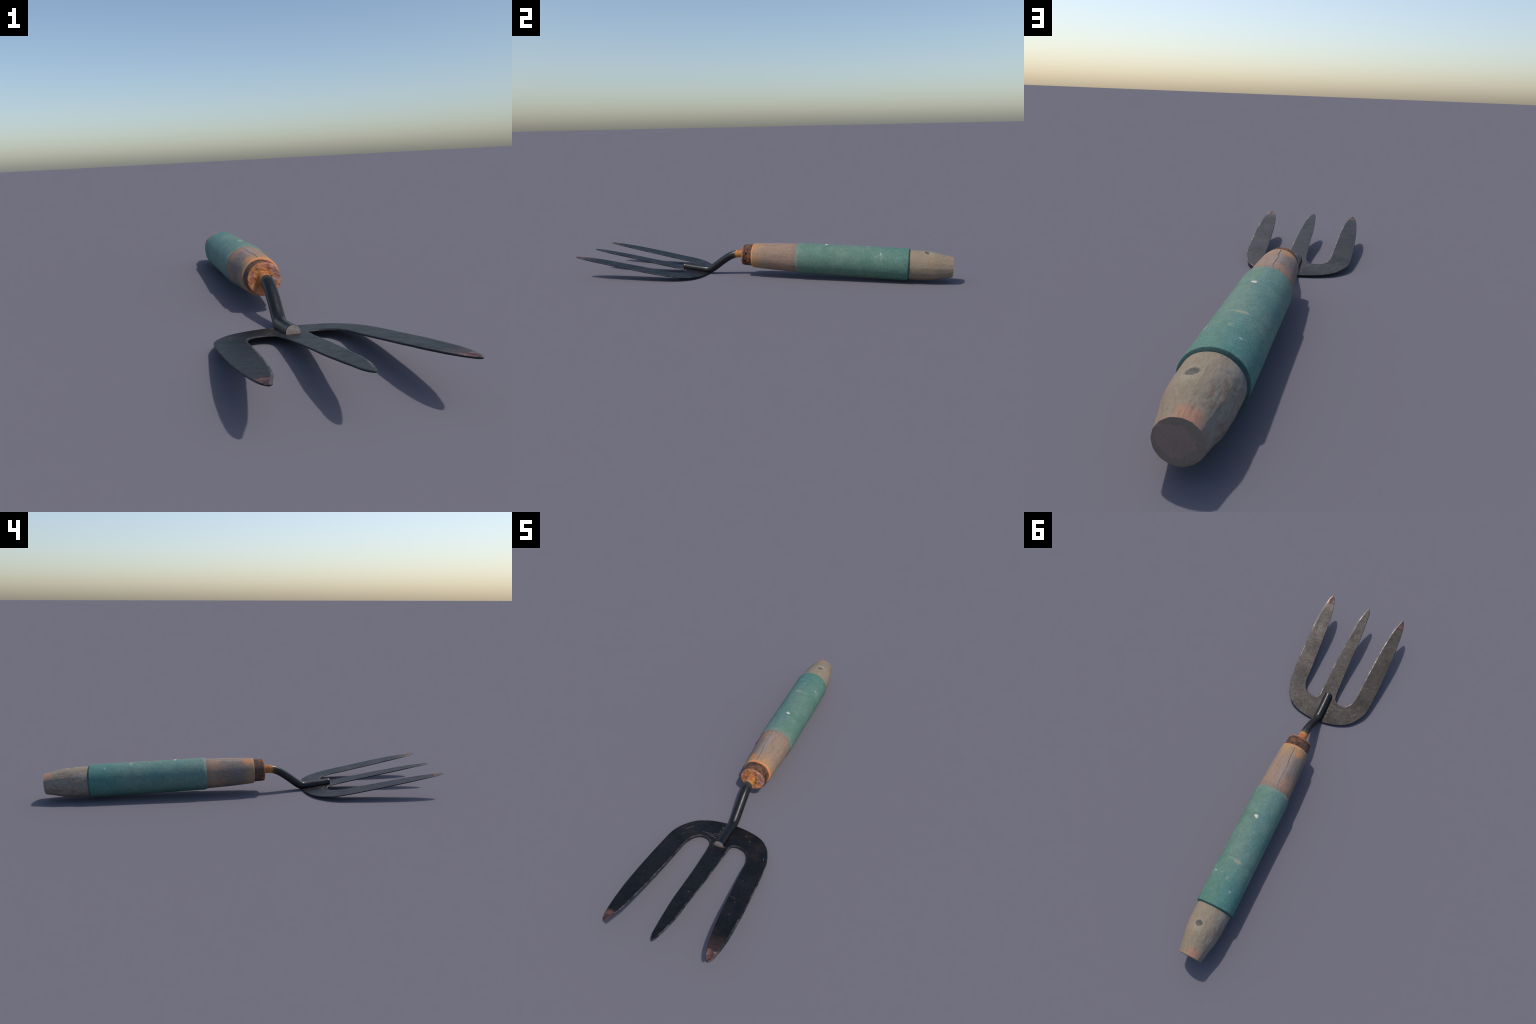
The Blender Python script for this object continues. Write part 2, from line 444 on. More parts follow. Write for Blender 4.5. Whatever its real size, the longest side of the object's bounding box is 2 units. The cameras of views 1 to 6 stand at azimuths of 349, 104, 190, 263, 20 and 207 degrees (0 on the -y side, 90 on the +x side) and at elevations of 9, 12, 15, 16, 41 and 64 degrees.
def tip_mask(k, x, y0, y1):
    """Bare, rust-bloomed end of the tine standing at x."""
    at = k.band(k.x, x - 0.06, x + 0.06, 0.003)
    edge = k.add(k.y, k.mul(k.sub(k.noise(34, 3, loc=(x * 9, 0, 0)), 0.5), 0.020))
    return k.mul(at, k.ramp(edge, y0, y1, 1, 0))


def mat_steel():
    k = Kit("black_forged_steel")
    c = steel_colour(k)
    # pink-brown bare rust at the two outer points
    tips = k.maxi(tip_mask(k, 0.20, -0.953, -0.944), tip_mask(k, -0.20, -0.946, -0.937))
    rust = k.mix(k.ramp(k.noise(55, 4, 0.6), 0.38, 0.62), (0.064, 0.034, 0.029), (0.175, 0.088, 0.074))
    pale = k.mul(k.ramp(k.noise(48, 3, loc=(1, 1, 6)), 0.54, 0.63), k.ramp(k.x, 0.0, 0.1))
    rust = k.mix(k.mul(pale, 0.65), rust, (0.30, 0.27, 0.28))
    bloom = k.mul(k.ramp(k.y, -0.95, -0.85, 1, 0), k.ramp(k.x, 0.10, 0.15), k.ramp(k.noise(18, 3), 0.30, 0.55), 0.5)
    c = k.mix(bloom, c, (0.075, 0.040, 0.036))
    c = k.mix(k.mul(tips, k.mul(k.ramp(k.x, -0.1, 0.1, 0.60, 0.9), k.ramp(k.noise(30, 4, 0.6, loc=(8, 8, 2)), 0.34, 0.52, 0.15, 1.0))), c, rust)
    # scratches beside the shank and scattered nicks
    MARKS = [((-0.110, -0.400), (-0.040, -0.397), 0.0011), ((-0.085, -0.407), (-0.044, -0.412), 0.0012), ((-0.070, -0.402), (-0.043, -0.418), 0.0009), ((-0.062, -0.391), (-0.046, -0.384), 0.0010),
             ((-0.180, -0.415), (-0.172, -0.398), 0.0012), ((-0.168, -0.393), (-0.160, -0.391), 0.0011), ((-0.179, -0.448), (-0.177, -0.446), 0.0016), ((0.068, -0.347), (0.073, -0.348), 0.0018),
             ((0.094, -0.369), (0.099, -0.370), 0.0016), ((0.188, -0.441), (0.190, -0.449), 0.0014), ((-0.029, -0.716), (-0.023, -0.720), 0.0011), ((0.000, -0.742), (0.006, -0.743), 0.0014),
             ((0.184, -0.776), (0.190, -0.780), 0.0012), ((0.180, -0.714), (0.183, -0.714), 0.0013), ((0.150, -0.690), (0.176, -0.700), 0.0006)]
    scr = k.mul(k.strokes(MARKS, "xy", 0.006), k.ramp(k.noise(90, 3), 0.32, 0.50))
    rough_edge = k.mul(k.spot((-0.037, -0.36, 0.02), (0.010, 0.05, None), 0.6, 60, 0.5), k.ramp(k.noise(120, 3), 0.48, 0.60))
    rough_edge = k.maxi(rough_edge, k.mul(k.spot((-0.010, -0.452, 0.02), (0.027, 0.008, None), 0.6, 60, 0.4), 0.8))
    nick = k.mul(k.ramp(k.voronoi(31, loc=(0.4, 0.7, 0), stretch=(1, 1, 0.3)), 0.06, 0.11, 1, 0), k.ramp(k.noise(22, 2, loc=(1, 7, 3)), 0.56, 0.62), 0.6)
    wear = k.maxi(k.maxi(scr, k.mul(rough_edge, 0.7)), k.mul(nick, 0.8))
    c = k.mix(k.mul(wear, 0.75), c, (0.155, 0.135, 0.115))
    brown = k.mul(k.ramp(k.noise(17, 5, 0.65, loc=(2, 9, 4)), 0.50, 0.68), k.ramp(k.x, -0.05, 0.16, 0.35, 0.9))
    c = k.mix(k.mul(brown, 0.4), c, (0.028, 0.018, 0.016))
    fine = k.noise(95, 5, 0.7)
    rough = k.add(k.ramp(k.noise(30, 4, 0.6, loc=(6, 6, 6)), 0.3, 0.7, 0.375, 0.445), k.mul(tips, 0.25))
    patchy = k.ramp(k.noise(11, 4, 0.6, loc=(5, 1, 8)), 0.36, 0.64, 0.82, 1.22)
    spec = k.mul(k.ramp(fine, 0.3, 0.7, 0.19, 0.33), patchy)
    bump = k.add(k.mul(k.noise(26, 4, 0.6), 0.45), k.mul(fine, 0.35))
    k.bsdf.inputs['Specular Tint'].default_value = (1.0, 0.91, 0.87, 1.0)
    bump = k.sub(bump, k.mul(wear, 0.25))
    return k.finish(c, rough, 0.0, spec, bump, 0.0014, 0.30)


def mat_steel_edge():
    k = Kit("pale_steel_edge")
    c = steel_colour(k)
    gap = k.mul(k.ramp(k.noise(20, 5, 0.65, loc=(4, 0, 2)), 0.42, 0.54), k.ramp(k.noise(6, 2, loc=(0, 3, 2)), 0.30, 0.50, 0.35, 1))
    worn = k.mix(k.ramp(k.noise(60, 4), 0.35, 0.65), (0.075, 0.070, 0.064), (0.240, 0.220, 0.195))
    c = k.mix(k.mul(gap, 0.75), c, worn)
    tips = k.maxi(tip_mask(k, 0.20, -0.950, -0.930), k.mul(tip_mask(k, -0.20, -0.95, -0.93), 0.4))
    c = k.mix(k.mul(tips, k.ramp(k.noise(40, 3), 0.4, 0.5), 0.8), c, (0.22, 0.105, 0.090))
    return k.finish(c, 0.46, k.mul(gap, 0.65), 0.5, k.noise(80, 4, 0.7), 0.0016, 0.5)


def mat_steel_rim():
    """Rims left near the dark blade colour."""
    k = Kit("dark_steel_rim")
    c = steel_colour(k)
    c = k.mix(k.mul(k.ramp(k.noise(40, 5, 0.65, loc=(2, 7, 2)), 0.58, 0.68), 0.6), c, (0.13, 0.10, 0.08))
    return k.finish(c, 0.5, 0.0, 0.4, k.noise(80, 4, 0.7), 0.0012, 0.4)


def mat_steel_side():
    k = Kit("steel_side_wall")
    c = steel_colour(k)
    c = k.mix(k.mul(k.ramp(k.noise(50, 4), 0.60, 0.70), 0.4), c, (0.10, 0.06, 0.045))
    return k.finish(c, 0.6, 0.0, 0.4, k.noise(80, 4), 0.0012, 0.4)


M_SLEEVE, M_SLEEVE_END, M_FLECK = mat_sleeve(), mat_sleeve_end(), mat_fleck()
M_WOOD, M_END, M_CRACK = mat_wood(), mat_endgrain(), mat_crack()
M_FER, M_FACE, M_CRUST = mat_ferrule(), mat_ferrule_face(), mat_crust()
M_SHANK, M_CUT = mat_shank(), mat_bare_cut()
M_STEEL, M_EDGE, M_SIDE, M_RIM = mat_steel(), mat_steel_edge(), mat_steel_side(), mat_steel_rim()


# ----------------------------------------------------- root of the one thing
root = bpy.data.objects.new("hand_fork", None)
COL.objects.link(root)
root.empty_display_size = 0.1
root["label"] = "weathered three-tine garden hand fork with green grip sleeve"
root["category"] = "garden tool"


# ------------------------------------------------------------- handle lathe
def axis(y):
    t = (y + 0.1) / 1.1
    return -0.0085 - 0.0102 * t, 0.1120 - 0.0327 * t


TILT = 0.0327 / 1.1


def lathe(profile, step, angles, radial=None, xs=1.012, zs=0.997):
    """profile: list of (y, r, material); rings follow the handle's axis.
    radial(y, angle, r) returns the displaced radius."""
    bm = bmesh.new()
    seg = len(angles)
    stations = []
    for (y0, r0, m0), (y1, r1, m1) in zip(profile[:-1], profile[1:]):
        n = max(1, int(math.ceil(math.hypot(y1 - y0, r1 - r0) / step)))
        for i in range(n):
            u = i / n
            stations.append((y0 + (y1 - y0) * u, r0 + (r1 - r0) * u, m0))
    stations.append(profile[-1])
    rings = []
    for y, r, m in stations:
        cx, cz = axis(y)
        if r < 1e-5:
            rings.append([bm.verts.new((cx, y, cz))])
            continue
        ring = []
        for a in angles:                       # 0 at the top, towards +x
            rr = radial(y, a, r) if radial else r
            h = rr * zs * math.cos(a)
            ring.append(bm.verts.new((cx + rr * xs * math.sin(a), y + h * TILT, cz + h)))
        rings.append(ring)
    for (A, B), st in zip(zip(rings[:-1], rings[1:]), stations[:-1]):
        for j in range(seg):
            k = (j + 1) % seg
            if len(A) == 1:
                f = bm.faces.new((A[0], B[k], B[j]))
            elif len(B) == 1:
                f = bm.faces.new((A[j], A[k], B[0]))
            else:
                f = bm.faces.new((A[j], A[k], B[k], B[j]))
            f.material_index = st[2]
    bmesh.ops.recalc_face_normals(bm, faces=bm.faces)
    return bm


def curve_profile(knots, ys, m=0):
    return [(y, spline(knots, y), m) for y in ys]


def frange(a, b, n):
    return [a + (b - a) * i / n for i in range(n + 1)]


# --- the wooden handle: one turned piece, waisted under the sleeve
FRONT = [(-0.046, 0.0600), (-0.0445, 0.0635), (-0.040, 0.0653), (-0.032, 0.0662), (0.0, 0.0684), (0.06, 0.0716), (0.10, 0.0736), (0.15, 0.0752), (0.1985, 0.0768)]
BUTT = [(0.770, 0.0758), (0.81, 0.0756), (0.85, 0.0748), (0.885, 0.0722), (0.912, 0.0690), (0.945, 0.0617), (0.975, 0.0558), (1.0, 0.0508)]
CRACK_A = [(-0.037, -0.085), (-0.005, -0.090), (0.021, -0.115), (0.039, -0.125), (0.052, -0.150), (0.067, -0.198), (0.082, -0.190), (0.108, -0.172), (0.15, -0.175), (0.195, -0.205)]
SIDES = 15


def wood_radial(y, a, r):
    aa = (a + math.pi) % (2 * math.pi) - math.pi
    ca, sa = math.cos(a), math.sin(a)
    if y < 0.3:
        r += 0.0005 * nz(ca * 1.5, y * 9, sa * 1.5) + 0.0003 * nz(ca * 6, y * 14, sa * 6)
        if r > 0.064:                                   # drying crack along the top
            ac = spline(CRACK_A, y) + 0.012 * nz(y * 60, 3.3, 0.2)
            d = abs(aa - ac) * r
            wide = 0.0007 + 0.0006 * sstep(0.13, 0.0, y)
            depth = 0.0024 * sstep(-0.038, -0.030, y) * sstep(0.205, 0.150, y)
            r -= depth * max(0.0, 1 - d / wide)
    elif y > 0.7:
        # whittled facets, dents on the -x flank
        w = sstep(0.80, 0.90, y)
        p = 2 * math.pi / SIDES
        q = (a + 0.12) % p - p / 2
        r *= 1 + w * 0.55 * (math.cos(p / 2) / math.cos(q) - 1) + w * 0.010
        r += 0.0009 * nz(ca * 1.7 + 4, y * 10, sa * 1.7)
        flank = sstep(0.0, -0.8, sa) * sstep(0.80, 0.83, y) * sstep(0.99, 0.95, y)
        r -= flank * 0.0014 * max(0, nz(ca * 5 + 2, y * 34, sa * 5 + 1) + 0.15)
        # shallow dish under the darkened hang hole spot on top
        dx, dy = r * sa, (y - 0.869)
        dx -= 0.0165
        dd = math.hypot(dx / 0.0155, dy / 0.0130)
        if ca > 0.3 and dd < 1.15:
            r -= 0.0020 * sstep(1.14, 0.75, dd)
    return r


prof = [(-0.046, 0.012, 0)] + curve_profile(FRONT, frange(-0.046, -0.032, 8) + frange(-0.030, 0.1985, 60), 0)
prof += [(0.203, 0.0690, 0), (0.50, 0.0690, 0), (0.770, 0.0690, 0), (0.774, 0.0757, 0)]
prof += curve_profile(BUTT, frange(0.776, 0.9975, 56), 0)


def wood_radial2(y, a, r):
    if 0.2 < y < 0.773 or r < 0.03:
        return r
    return wood_radial(y, a, r)


# dense columns where the drying crack runs
ANG = frange(-0.32, 0.02, 84)[:-1] + frange(0.02, 2 * math.pi - 0.32, 216)[:-1]
bm = lathe(prof, 0.0038, ANG, wood_radial2)
# end cap: fan of rings so it can carry a hewn relief
cap_edges = [e for e in bm.edges if e.is_boundary and e.verts[0].co.y > 0.9]
loop_v = list({v for e in cap_edges for v in e.verts})
cx, cz = axis(0.9975)
loop_v.sort(key=lambda v: math.atan2(v.co.x - cx, v.co.z - cz))
prev = loop_v
for s in (0.96, 0.8, 0.6, 0.4, 0.2):
    cur = []
    for v in loop_v:
        x, z = cx + (v.co.x - cx) * s, cz + (v.co.z - cz) * s
        y = v.co.y + 0.0009 * (1 if s < 0.95 else 0.6) + 0.0012 * nz(x * 40, 2.0, z * 40)
        cur.append(bm.verts.new((x, y, z)))
    n = len(cur)
    for j in range(n):
        f = bm.faces.new((prev[j], prev[(j + 1) % n], cur[(j + 1) % n], cur[j]))
        f.material_index = 1
    prev = cur
cv = bm.verts.new((cx, 0.9985, cz))
for j in range(len(prev)):
    f = bm.faces.new((prev[j], prev[(j + 1) % len(prev)], cv))
    f.material_index = 1
bmesh.ops.recalc_face_normals(bm, faces=bm.faces)
# faces lying at the bottom of the crack get a darker grey-brown
me = bpy.data.meshes.new("handle")
for f in bm.faces:
    c = f.calc_center_median()
    if -0.036 < c.y < 0.19:
        ax_, az_ = axis(c.y)
        if c.z > az_:
            rr = math.hypot((c.x - ax_) / 1.012, (c.z - az_) / 0.997)
            if rr < spline(FRONT, c.y) - 0.0009 and abs(math.atan2(c.x - ax_, c.z - az_) + 0.15) < 0.13:
                f.material_index = 2
bm.to_mesh(me)
bm.free()
smooth_by_angle(me, 38)
handle = new_object("handle", me, root, (M_WOOD, M_END, M_CRACK))

# --- the grip sleeve pulled over it
SLEEVE = [(0.1960, 0.0758), (0.1985, 0.0772), (0.2020, 0.0788), (0.2080, 0.0812), (0.216, 0.0822), (0.30, 0.0825), (0.40, 0.0824), (0.60, 0.0834), (0.765, 0.0840), (0.7745, 0.0839)]
prof = curve_profile(SLEEVE, [0.196, 0.1985, 0.202, 0.205, 0.208, 0.212, 0.216, 0.222] + frange(0.23, 0.770, 50) + [0.7730, 0.7745], 0)
prof += [(0.7768, 0.0832, 1), (0.7795, 0.0812, 1), (0.7835, 0.0770, 1), (0.7840, 0.0730, 1)]


def sleeve_radial(y, a, r):
    ca, sa = math.cos(a), math.sin(a)
    r += 0.0006 * nz(ca * 1.3 + 7, y * 7, sa * 1.3) * sstep(0.2, 0.22, y)
    r += 0.0005 * nz(ca * 4, y * 26, sa * 4 + 3) * sstep(0.225, 0.198, y)
    r += 0.0003 * nz(ca * 9, y * 45, sa * 9)
    return r


bm = lathe(prof, 0.008, frange(0, 2 * math.pi, 160)[:-1], sleeve_radial)
# the ragged front lip wanders a little along the handle
for v in bm.verts:
    w = sstep(0.222, 0.197, v.co.y)
    if w > 0:
        v.co.y += w * 0.0022 * nz(v.co.x * 40, 0.5, v.co.z * 40)
me = bpy.data.meshes.new("grip_sleeve")
bm.to_mesh(me)
bm.free()
smooth_by_angle(me, 35)
sleeve = new_object("grip_sleeve", me, handle, (M_SLEEVE, M_SLEEVE_END))

# a fleck of old paint stuck to the top of the sleeve
FLECK = [(0.0065, 0.3530), (-0.0010, 0.3478), (-0.0085, 0.3462), (-0.0135, 0.3480), (-0.0178, 0.3560), (-0.0170, 0.3625), (-0.0140, 0.3685), (-0.0085, 0.3645), (-0.0020, 0.3605)]
bm = bmesh.new()
mid = (sum(p[0] for p in FLECK) / len(FLECK), sum(p[1] for p in FLECK) / len(FLECK))


def on_sleeve(x, y, lift):
    ax_, az_ = axis(y)
    r = spline(SLEEVE, y)
    a = math.asin((x - ax_) / (r * 1.012))
    rr = sleeve_radial(y, a, r) + lift
    return (ax_ + rr * 1.012 * math.sin(a), y, az_ + rr * 0.997 * math.cos(a))


rows = []
for s, lift in ((0.90, -0.0004), (0.87, 0.0007), (0.55, 0.0010), (0.28, 0.0008)):
    row = []
    for i, (x, y) in enumerate(FLECK):
        x2, y2 = FLECK[(i + 1) % len(FLECK)]
        for u in (0, 0.34, 0.67):
            px, py = x + (x2 - x) * u, y + (y2 - y) * u
            px += 0.0006 * nz(px * 400, py * 400, 1) * (u > 0)
            py += 0.0006 * nz(px * 400, py * 400, 7) * (u > 0)
            row.append(bm.verts.new(on_sleeve(mid[0] + (px - mid[0]) * s, mid[1] + (py - mid[1]) * s, lift)))
    rows.append(row)
for A, B in zip(rows[:-1], rows[1:]):
    for j in range(len(A)):
        bm.faces.new((A[j], A[(j + 1) % len(A)], B[(j + 1) % len(B)], B[j]))
bm.faces.new(rows[-1])
bmesh.ops.recalc_face_normals(bm, faces=bm.faces)
me = bpy.data.meshes.new("paint_fleck")
bm.to_mesh(me)
bm.free()
smooth_by_angle(me, 30)
new_object("paint_fleck", me, sleeve, (M_FLECK,))

# --- the ferrule on the nose of the handle
FER = [(-0.042, 0.0582), (-0.060, 0.0580), (-0.078, 0.0572)]
prof = [(-0.040, 0.050, 0), (-0.042, 0.0584, 0), (-0.060, 0.0581, 0), (-0.0800, 0.0573, 0), (-0.0835, 0.0566, 0), (-0.0852, 0.0554, 0),
        (-0.0868, 0.0566, 0), (-0.0950, 0.0562, 0), (-0.0985, 0.0554, 1), (-0.1008, 0.0535, 1), (-0.1015, 0.0500, 1), (-0.1005, 0.036, 1), (-0.0995, 0.018, 1)]


def fer_radial(y, a, r):
    ca, sa = math.cos(a), math.sin(a)
    amp = 0.0007 if r > 0.05 else 0.0004
    return r + amp * nz(ca * 5, y * 60, sa * 5) + 0.0009 * nz(ca * 1.6 + 3, y * 12, sa * 1.6)


bm = lathe(prof, 0.0022, frange(0, 2 * math.pi, 160)[:-1], fer_radial)
for v in bm.verts:                                       # crusted, pitted front face
    if v.co.y < -0.0985:
        v.co.y += 0.0022 * nz(v.co.x * 48, 1.7, v.co.z * 48) + 0.0012 * nz(v.co.x * 130, 4.1, v.co.z * 130)
    # two shallow dents below the near-black hole spots on the +x flank
    for py, pz in ((-0.073, 0.126), (-0.080, 0.088)):
        d = math.hypot(v.co.y - py, v.co.z - pz) / 0.0075
        if v.co.x > 0.02 and d < 1 and v.co.y > -0.098:
            v.co.x -= 0.003 * (1 - d * d)
me = bpy.data.meshes.new("ferrule")
bm.to_mesh(me)
bm.free()
smooth_by_angle(me, 50)
ferrule = new_object("ferrule", me, handle, (M_FER, M_FACE))


def lump(name, centre, size, seed, parent, mat):
    bm = bmesh.new()
    bmesh.ops.create_icosphere(bm, subdivisions=4, radius=1)
    for v in bm.verts:
        q = v.co.copy()
        d = 1 + 0.35 * mnoise.noise(q * 1.4 + Vector((seed, 0, 0))) + 0.15 * mnoise.noise(q * 4 + Vector((0, seed, 0)))
        v.co = Vector((centre[0] + q.x * size[0] * d, centre[1] + q.y * size[1] * d, centre[2] + q.z * size[2] * d))
    me = bpy.data.meshes.new(name)
    bm.to_mesh(me)
    bm.free()
    smooth_by_angle(me, 180)
    return new_object(name, me, parent, (mat,))


# flaked rust clinging where the shank enters
lump("rust_flake", (0.0135, -0.1035, 0.126), (0.0065, 0.0040, 0.0050), 1.0, ferrule, M_CRUST)
lump("rust_flake", (0.0145, -0.1025, 0.105), (0.0035, 0.0032, 0.0110), 4.0, ferrule, M_CRUST)
lump("rust_flake", (-0.0105, -0.1010, 0.116), (0.0255, 0.0042, 0.0250), 9.0, ferrule, M_CRUST)

# ------------------------------------------------------------- the fork head
# height of the blade's upper face along the tool
FACE_Z = (0.00643, 0.12465, 0.13784, -0.12848)
THICK = 0.0052


def face_z(y):
    """A nearly straight rise from the heel to the points, faintly dished."""
    t = -0.3 - y
    return FACE_Z[0] + t * (FACE_Z[1] + t * (FACE_Z[2] + t * FACE_Z[3]))


# plan outline, walked from the -x tine's point round the heel and back through both slots
OUTLINE = [
    # outer edge of the -x tine and its shoulder
    (-0.1972, -1.0), (-0.2020, -0.9965), (-0.2105, -0.981), (-0.2185, -0.945), (-0.225, -0.893), (-0.231, -0.815), (-0.2335, -0.73), (-0.2340, -0.62), (-0.2325, -0.54),
    (-0.229, -0.462), (-0.222, -0.430), (-0.210, -0.402), (-0.191, -0.372), (-0.167, -0.346), (-0.117, -0.3195), (-0.075, -0.3085), (-0.040, -0.3035),
    # heel and the other shoulder
    (0.0, -0.3022), (0.040, -0.3055), (0.090, -0.316), (0.129, -0.3315), (0.156, -0.352), (0.178, -0.379), (0.1955, -0.414), (0.209, -0.459), (0.2155, -0.505),
    (0.2215, -0.565), (0.2275, -0.667), (0.2325, -0.767), (0.2340, -0.852), (0.2315, -0.915), (0.2228, -0.975), (0.2155, -0.9935), (0.2090, -1.0), (0.2025, -0.9965),
    # inner edge, slot, middle tine
    (0.190, -0.975), (0.1790, -0.942), (0.1675, -0.887), (0.156, -0.797), (0.1475, -0.697), (0.140, -0.612), (0.1355, -0.553), (0.132, -0.488), (0.1245, -0.459),
    (0.108, -0.4345), (0.084, -0.4220), (0.058, -0.4188), (0.0405, -0.4262), (0.0332, -0.4425), (0.0334, -0.464), (0.034, -0.52), (0.033, -0.62), (0.030, -0.719),
    (0.0268, -0.79), (0.0238, -0.88), (0.0152, -0.947), (0.0075, -0.979), (0.0015, -0.9965), (-0.003, -1.0), (-0.0080, -0.9965),
    (-0.0170, -0.974), (-0.0215, -0.941), (-0.0285, -0.866), (-0.034, -0.787), (-0.0355, -0.70), (-0.039, -0.60), (-0.0428, -0.53), (-0.0450, -0.480), (-0.0480, -0.453),
    (-0.0565, -0.4352), (-0.075, -0.4236), (-0.0995, -0.4212), (-0.1165, -0.4287), (-0.133, -0.4475), (-0.1435, -0.480), (-0.1475, -0.55), (-0.1515, -0.65), (-0.1555, -0.735),
    (-0.160, -0.797), (-0.167, -0.876), (-0.174, -0.930), (-0.1845, -0.970), (-0.1920, -0.9965),
]


def closed_curve(ctrl, step):
    """Centripetal Catmull-Rom through a closed control polygon, resampled."""
    n = len(ctrl)
    P = [Vector((a, b)) for a, b in ctrl]
    out = []
    for i in range(n):
        p0, p1, p2, p3 = P[i - 1], P[i], P[(i + 1) % n], P[(i + 2) % n]
        t0 = 0.0
        t1 = t0 + (p1 - p0).length ** 0.5
        t2 = t1 + (p2 - p1).length ** 0.5
        t3 = t2 + (p3 - p2).length ** 0.5
        m = max(2, int((p2 - p1).length / step))
        for j in range(m):
            t = t1 + (t2 - t1) * j / m
            a1 = p0 * ((t1 - t) / (t1 - t0)) + p1 * ((t - t0) / (t1 - t0))
            a2 = p1 * ((t2 - t) / (t2 - t1)) + p2 * ((t - t1) / (t2 - t1))
            a3 = p2 * ((t3 - t) / (t3 - t2)) + p3 * ((t - t2) / (t3 - t2))
            b1 = a1 * ((t2 - t) / (t2 - t0)) + a2 * ((t - t0) / (t2 - t0))
            b2 = a2 * ((t3 - t) / (t3 - t1)) + a3 * ((t - t1) / (t3 - t1))
            out.append(b1 * ((t2 - t) / (t2 - t1)) + b2 * ((t - t1) / (t2 - t1)))
    return out


rim = closed_curve(OUTLINE, 0.0045)
n = len(rim)
area = sum(rim[i].x * rim[(i + 1) % n].y - rim[(i + 1) % n].x * rim[i].y for i in range(n))
inward = 1.0 if area > 0 else -1.0
normal = []
for i in range(n):
    t = (rim[(i + 1) % n] - rim[i - 1]).normalized()
    normal.append(Vector((-t.y, t.x)) * inward)
worn = []
for p, q in zip(rim, normal):                            # edge nibbled by use, more at the tips
    k = 0.0003 * nz(p.x * 30, p.y * 30, 1.0)
    k += 0.0022 * sstep(-0.62, -0.90, p.y) * max(0.0, nz(p.x * 34 + 3, p.y * 34, 6.0) - 0.30)
    worn.append(p + q * k)
rim = worn

bm = bmesh.new()


def zloop(inset, drop):
    vs = []
    for p, q in zip(rim, normal):
        w = inset(p, q)
        c = p + q * w
        vs.append(bm.verts.new((c.x, c.y, drop)))
    return vs


def flare(p):
    """The slots were sheared out: their walls splay outwards below the upper face."""
    inner = 1.0 if abs(p.x) < 0.155 and p.y < -0.41 and not (abs(p.x) < 0.05 and p.y < -0.50) else 0.0
    near = min((Vector((c, -0.445)) - p).length for c in (-0.093, 0.082))
    return inner * (0.0010 + 0.0028 * sstep(0.075, 0.045, near)) * sstep(-0.90, -0.75, p.y)


def faces_plus_x(q):
    """Edges on the +x side of each tine: wider chamfer, paler colour."""
    return sstep(0.15, 0.65, -q.x)


def chamfer(p, q):
    tip = sstep(-0.80, -0.97, p.y)
    edge = sstep(-0.38, -0.55, p.y)
    w = 0.0012 + faces_plus_x(q) * (0.0010 + edge * (0.0016 + 0.0026 * nz(p.x * 11, p.y * 8, 2.0)) + 0.0024 * tip) + 0.0006 * tip
    w += 0.0045 * faces_plus_x(q) * sstep(0.19, 0.215, p.x) * sstep(-0.74, -0.80, p.y) * sstep(-0.99, -0.94, p.y) * (0.8 + nz(p.y * 30, 3.0, 1.0))
    return min(max(0.0008, w), 0.0085)


L_top = zloop(chamfer, 0.0)
L_up = zloop(lambda p, q: -0.5 * flare(p), -0.0013)
L_low = zloop(lambda p, q: -flare(p), -THICK + 0.0014)
L_bot = zloop(lambda p, q: 0.0010 - flare(p), -THICK)
for A, B, m in ((L_top, L_up, 1), (L_up, L_low, 2), (L_low, L_bot, 3)):
    for i in range(n):
        f = bm.faces.new((A[i], A[(i + 1) % n], B[(i + 1) % n], B[i]))
        f.material_index = 3 if m == 1 and faces_plus_x(normal[i]) < 0.5 and rim[i].y < -0.44 else m


def fill(loop, flip):
    """Constrained Delaunay fill of one flat face of the blade."""
    pts = [Vector((v.co.x, v.co.y)) for v in loop]
    m = len(pts)
    co, _, tris, ov, _, _ = delaunay_2d_cdt(pts, [(i, (i + 1) % m) for i in range(m)], [], 1, 1e-7)
    back = {i: loop[src[0]] for i, src in enumerate(ov) if src}
    for i, c in enumerate(co):
        if i not in back:
            back[i] = bm.verts.new((c.x, c.y, loop[0].co.z))
    for t in tris:
        vs = [back[i] for i in t]
        if len(set(vs)) == 3:
            bm.faces.new(vs[::-1] if flip else vs)


fill(L_top, False)
fill(L_bot, True)
for i in range(1, 48):
    y = -1.0 + i * 0.015
    bmesh.ops.bisect_plane(bm, geom=bm.verts[:] + bm.edges[:] + bm.faces[:], dist=1e-6, plane_co=(0, y, 0), plane_no=(0, 1, 0))
CUT_Y = -0.49                                            # the tines spring from the base here (a bisect line lies at -0.49)
bmesh.ops.bisect_plane(bm, geom=bm.verts[:] + bm.edges[:] + bm.faces[:], dist=1e-6, plane_co=(0, CUT_Y, 0), plane_no=(0, 1, 0))
bmesh.ops.recalc_face_normals(bm, faces=bm.faces)
for v in bm.verts:
    depth = v.co.z
    thin = 1 - 0.25 * sstep(-0.85, -1.0, v.co.y)         # points are drawn thinner
    v.co.z = max(0.0, face_z(v.co.y) + depth * thin)
bmesh.ops.triangulate(bm, faces=[f for f in bm.faces if len(f.verts) > 4])

whole = bpy.data.meshes.new("fork_whole")
bm.to_mesh(whole)
bm.free()
smooth_by_angle(whole, 25)
corner = [Vector(c.vector) for c in whole.corner_normals]
for p in whole.polygons:                                 # the two broad faces follow the blade's sweep exactly
    if p.material_index == 0:
        side = 1 if p.normal.z > 0 else -1
        for li in p.loop_indices:
            y = whole.vertices[whole.loops[li].vertex_index].co.y
            slope = (face_z(y + 1e-3) - face_z(y - 1e-3)) / 2e-3
            corner[li] = Vector((0, -slope, 1)).normalized() * side


